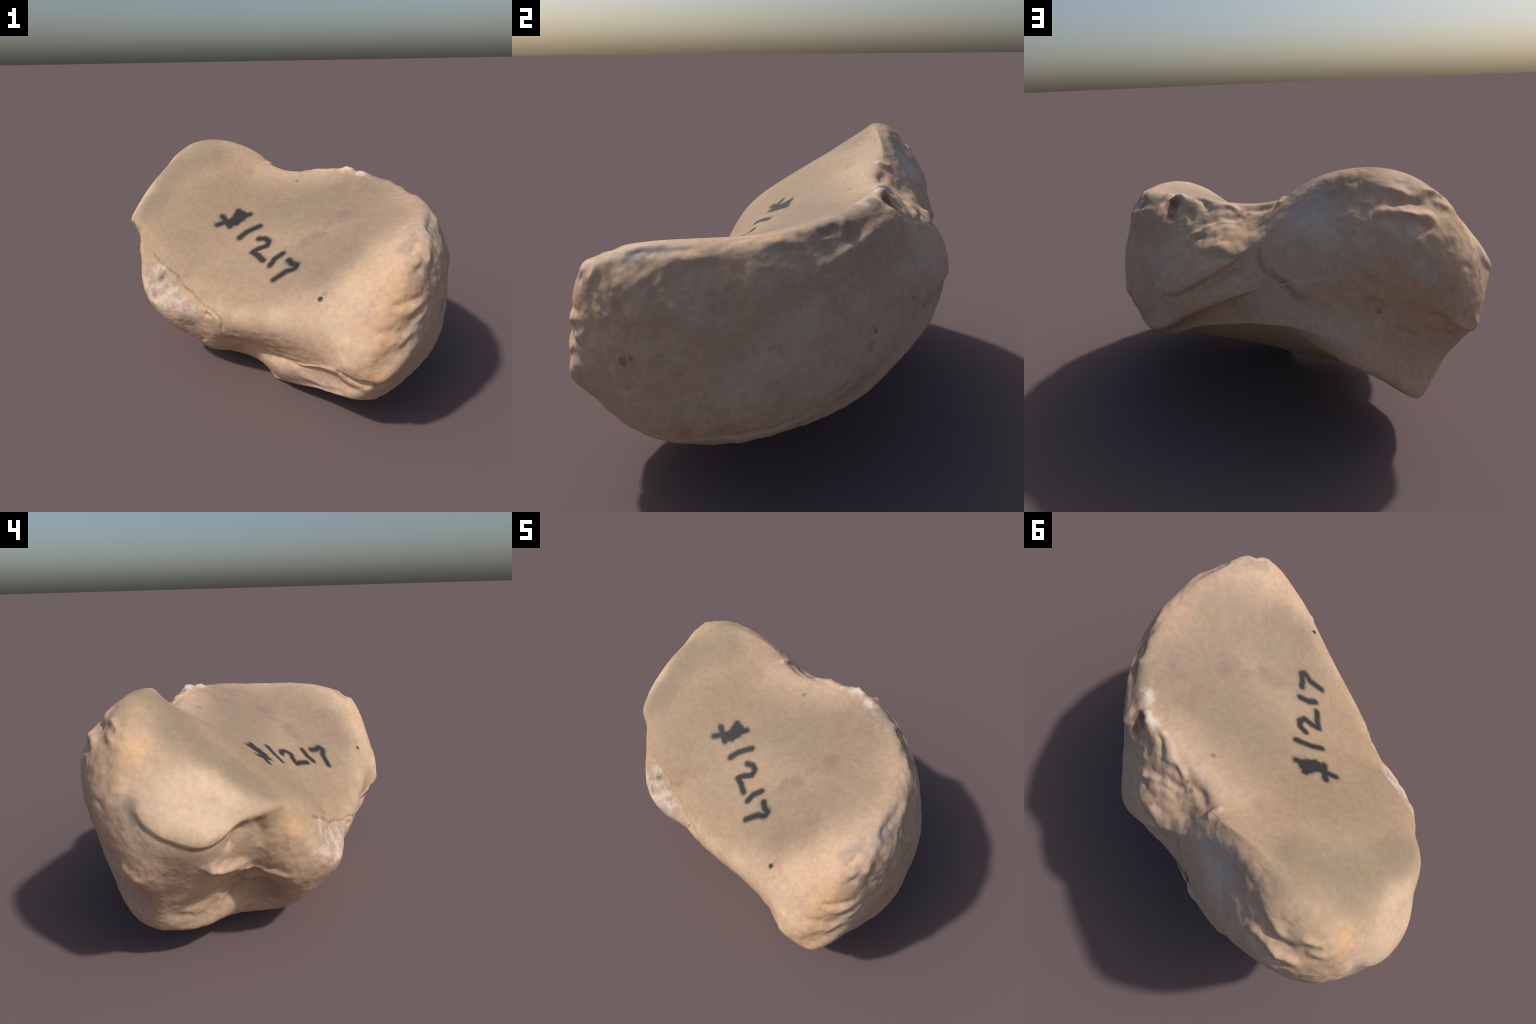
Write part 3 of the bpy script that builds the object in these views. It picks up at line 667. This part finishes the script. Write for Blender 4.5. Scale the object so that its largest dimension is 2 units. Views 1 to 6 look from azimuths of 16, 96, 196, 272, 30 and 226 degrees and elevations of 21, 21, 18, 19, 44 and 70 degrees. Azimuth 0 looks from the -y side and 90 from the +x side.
def bone_colour(g, pos, blotches):
    """Mottled ivory with tinted patches, chalky knots, rust in the foramina."""
    warp = g.vector('SCALE', g.vector('SUBTRACT', g.noise(pos, 9.0, 3.0, 0.6, True), (0.5, 0.5, 0.5)), scale=0.09)
    warp2 = g.vector('SCALE', g.vector('SUBTRACT', g.noise(pos, 38.0, 2.0, 0.6, True), (0.5, 0.5, 0.5)), scale=0.022)
    soft = g.vector('ADD', g.vector('ADD', pos, warp), warp2)
    fine = g.vector('ADD', pos, warp2)
    colour = g.mix(g.range(g.noise(pos, 2.6, 4.0), 0.32, 0.68), (0.525, 0.365, 0.252), (0.545, 0.365, 0.240))
    colour = g.mix(g.range(g.noise(pos, 7.0, 4.0, 0.6), 0.50, 0.72, 0.0, 0.45), colour, (0.40, 0.285, 0.195))
    colour = g.mix(g.range(g.noise(pos, 5.2, 3.0, 0.6), 0.55, 0.75, 0.0, 0.35), colour, (0.54, 0.37, 0.22))
    colour = g.mix(g.range(g.noise(soft, 4.1, 3.0, 0.6), 0.56, 0.74, 0.0, 0.35), colour, (0.56, 0.45, 0.36))
    colour = g.mix(g.range(g.noise(soft, 11.0, 4.0, 0.65), 0.56, 0.74, 0.0, 0.45), colour, (0.40, 0.235, 0.145))
    for k, (tone, centre, radius, strength) in enumerate(blotches):
        if k % 10 == 9:      # let the chain wait for itself, so that the shader stays small
            soft = g.after(soft, colour)
            fine = g.after(fine, colour)
        small = radius < 0.03
        d = g.vector('DISTANCE', pos if radius < 0.017 else fine if small else soft, centre)
        mask = g.range(d, radius * (0.55 if small else 0.25), radius * (1.25 if small else 1.3), strength, 0.0)
        colour = g.mix(mask, colour, TONES[tone])
    mottle = g.noise(pos, 16.0, 4.0, 0.65)
    colour = g.mix(g.range(g.noise(pos, 13.0, 4.0, 0.6), 0.55, 0.75, 0.0, 0.35), colour, g.vector('MULTIPLY', colour, (0.80, 0.70, 0.66)))
    colour = g.mix(g.range(g.noise(fine, 8.0, 3.0, 0.6), 0.56, 0.72, 0.0, 0.30), colour, g.vector('MULTIPLY', colour, (1.16, 1.08, 1.02)))
    rough_patch = g.mix(g.range(mottle, 0.44, 0.56), (0.35, 0.25, 0.195), (0.51, 0.405, 0.335))
    rough_patch = g.mix(g.range(g.noise(pos, 24.0, 3.0, 0.6), 0.55, 0.66, 0.0, 0.7), rough_patch, (0.24, 0.20, 0.18))
    for centre, radius, strength in MOTTLED:
        colour = g.mix(g.range(g.vector('DISTANCE', soft, centre), radius * 0.5, radius, strength, 0.0), colour, rough_patch)
    speck = g.vector('SCALE', g.vector('SUBTRACT', g.noise(pos, 26.0, 3.0, 0.65, True), (0.5, 0.5, 0.5)), scale=0.30)
    colour = g.vector('MULTIPLY', colour, g.vector('ADD', speck, (1.0, 1.0, 1.0)))
    grain = g.range(g.noise(pos, 38.0, 4.0, 0.6), 0.32, 0.68, 0.94, 1.06)
    n = g.add('ShaderNodeVectorMath', operation='SCALE')
    g.link(colour, n.inputs[0])
    g.link(grain, n.inputs['Scale'])
    return n.outputs['Vector']


def ink_mask(g, pos):
    """Soft pen strokes: distance to segments in the plane of the writing."""
    rel = g.vector('SUBTRACT', pos, INK_ORIGIN)
    blur = g.vector('SCALE', g.vector('SUBTRACT', g.noise(pos, 60.0, 2.0, 0.6, True), (0.5, 0.5, 0.5)), scale=0.010)
    rel = g.vector('ADD', rel, blur)
    comb = g.add('ShaderNodeCombineXYZ')
    g.link(g.vector('DOT_PRODUCT', rel, INK_ALONG), comb.inputs[0])
    g.link(g.vector('DOT_PRODUCT', rel, INK_ACROSS), comb.inputs[1])
    flat = comb.outputs[0]
    nearest = None
    for stroke in INK_STROKES:
        for (ax, ay), (bx, by) in zip(stroke[:-1], stroke[1:]):
            ab = np.array([bx - ax, by - ay])
            length = float(ab @ ab)
            pa = g.vector('SUBTRACT', flat, (ax, ay, 0.0))
            t = g.math('DIVIDE', g.vector('DOT_PRODUCT', pa, (float(ab[0]), float(ab[1]), 0.0)), length, True)
            onto = g.add('ShaderNodeVectorMath', operation='SCALE')
            onto.inputs[0].default_value = (float(ab[0]), float(ab[1]), 0.0)
            g.link(t, onto.inputs['Scale'])
            d = g.vector('LENGTH', g.vector('SUBTRACT', pa, onto.outputs['Vector']))
            nearest = d if nearest is None else g.math('MINIMUM', nearest, d)
        flat = g.after(flat, nearest)
    core = g.range(nearest, 0.008, 0.031, 0.975, 0.0)
    halo = g.range(nearest, 0.014, 0.042, 0.22, 0.0)
    return g.math('MAXIMUM', core, halo)


def bone_material(name, inked=False, roughness=0.72):
    mat = bpy.data.materials.new(name)
    mat.use_nodes = True
    tree = mat.node_tree
    g = Nodes(tree)
    shader = tree.nodes['Principled BSDF']
    pos = g.add('ShaderNodeTexCoord').outputs['Object']
    blotches = BLOTCHES
    if inked:
        blotches = [b for b in BLOTCHES if np.linalg.norm(np.subtract(b[1], INK_ORIGIN)) < 0.34 + 1.3 * b[2]]
    colour = bone_colour(g, pos, blotches)
    if inked:
        colour = g.mix(ink_mask(g, pos), colour, (0.018, 0.018, 0.021))
    g.link(colour, shader.inputs['Base Color'])
    shader.inputs['Roughness'].default_value = roughness
    shader.inputs['Specular IOR Level'].default_value = 0.25
    bump = g.add('ShaderNodeBump')
    bump.inputs['Strength'].default_value = 0.15
    bump.inputs['Distance'].default_value = 0.004
    g.link(g.noise(pos, 40.0, 4.0, 0.55), bump.inputs['Height'])
    g.link(bump.outputs['Normal'], shader.inputs['Normal'])
    return mat


# ---------------------------------------------------------------------------
# 4. ASSEMBLY
# ---------------------------------------------------------------------------
def inside_outline(points):
    """Points that lie over the big dished facet, judged in the plane of its writing."""
    def flat(p):
        rel = np.asarray(p) - np.array(INK_ORIGIN)
        return rel @ np.array(INK_ALONG), rel @ np.array(INK_ACROSS), rel @ np.cross(INK_ALONG, INK_ACROSS)
    ox, oy, _ = flat(PROXIMAL_OUTLINE)
    x, y, z = flat(points)
    hit = np.zeros(len(points), bool)
    for i in range(len(ox)):
        x1, y1, x2, y2 = ox[i - 1], oy[i - 1], ox[i], oy[i]
        hit ^= ((y1 > y) != (y2 > y)) & (x < (x2 - x1) * (y - y1) / (y2 - y1 + 1e-12) + x1)
    return hit


def main():
    verts, faces, kinds = build_cage()
    co, quads, kind = subdivided(verts, faces, kinds, LEVELS)
    normal = vertex_normals(co, quads)

    # how much a vertex belongs to one of the smooth joint facets
    facet = np.zeros(len(co))
    facet[quads[kind == 1].ravel()] = 1.0
    upward = -normal @ np.cross(INK_ALONG, INK_ACROSS) if np.cross(INK_ALONG, INK_ACROSS)[2] < 0 else normal @ np.cross(INK_ALONG, INK_ACROSS)
    dished = inside_outline(co) & (upward > 0.25)
    facet[dished] = 1.0
    lateral = np.exp(-(np.linalg.norm((co - np.array((-0.87, 0.15, 0.86))) / np.array((0.30, 0.28, 0.27)), axis=1)) ** 6)
    facet = np.maximum(facet, lateral)
    for _ in range(12):
        avg = facet[quads].mean(1)
        total = np.zeros(len(co))
        count = np.zeros(len(co))
        for c in range(4):
            total += np.bincount(quads[:, c], avg, len(co))
            count += np.bincount(quads[:, c], minlength=len(co))
        facet = total / count

    co = co + normal * (0.0010 + carve(co, normal) + roughen(co, facet))[:, None]
    co[:, 2] = np.where(co[:, 2] < 0.0005, 0.0005, co[:, 2])
    normal = vertex_normals(co, quads)

    # regions
    centre = co[quads].mean(1)
    region = np.full(len(quads), 0)
    region[dished[quads[:, 0]]] = 1
    region[kind == 1] = 2
    wobble = 0.02 * fractal(centre, 0.08, 2, 77)

    def ball(c, r):
        return np.linalg.norm((centre - np.array(c)) / np.array(r), axis=1) + wobble * 3 < 1.0
    region[ball((-0.87, 0.15, 0.86), (0.30, 0.28, 0.27)) & (region != 1)] = 3
    region[ball((0.78, -0.70, 0.62), (0.24, 0.20, 0.30)) & (region == 0)] = 4
    region[ball((-0.50, -0.40, 0.46), (0.30, 0.20, 0.20)) & (region == 0)] = 5
    region[ball((0.30, 0.52, 1.03), (0.34, 0.24, 0.16)) & (region == 0)] = 6
    region[ball((-0.55, 0.60, 0.95), (0.50, 0.34, 0.36)) & (region == 0)] = 7
    rel = centre - np.array(INK_ORIGIN)
    flat = np.stack([rel @ np.array(INK_ALONG), rel @ np.array(INK_ACROSS), 0 * rel[:, 0]], 1)
    near = np.full(len(centre), 1e9)
    for stroke in INK_STROKES:
        d, _, _ = spine_distance(flat, [(*p, 0.0) for p in stroke])
        near = np.minimum(near, d)
    region[(near < 0.046) & (region == 1)] = 8

    names = ['flank', 'proximal_facet', 'underside_facet', 'lateral_facet', 'tuberosity', 'broken_edge', 'rough_nodules', 'rounded_knob', 'inked_number']
    bone = bone_material('aged_bone')
    smooth_bone = bone_material('polished_joint_bone', roughness=0.62)
    ink = bone_material('inked_bone', inked=True, roughness=0.62)
    materials = [bone, smooth_bone, smooth_bone, smooth_bone, bone, bone, bone, bone, ink]

    root = bpy.data.objects.new('tarsal_bone', None)
    bpy.context.collection.objects.link(root)
    root['label'] = 'dry ivory foot bone with dished facet and inked number'
    root['category'] = 'bone'
    for r, name in enumerate(names):
        q = quads[region == r]
        if not len(q):
            continue
        used, local = np.unique(q, return_inverse=True)
        mesh = bpy.data.meshes.new(name)
        mesh.vertices.add(len(used))
        mesh.vertices.foreach_set('co', co[used].ravel())
        mesh.loops.add(q.size)
        mesh.loops.foreach_set('vertex_index', local.ravel().astype(np.int32))
        mesh.polygons.add(len(q))
        mesh.polygons.foreach_set('loop_start', np.arange(0, q.size, 4, dtype=np.int32))
        mesh.polygons.foreach_set('use_smooth', np.ones(len(q), dtype=bool))
        mesh.update(calc_edges=True)
        mesh.normals_split_custom_set_from_vertices(normal[used].tolist())
        mesh.materials.append(materials[r])
        part = bpy.data.objects.new(name, mesh)
        part.parent = root
        bpy.context.collection.objects.link(part)


main()
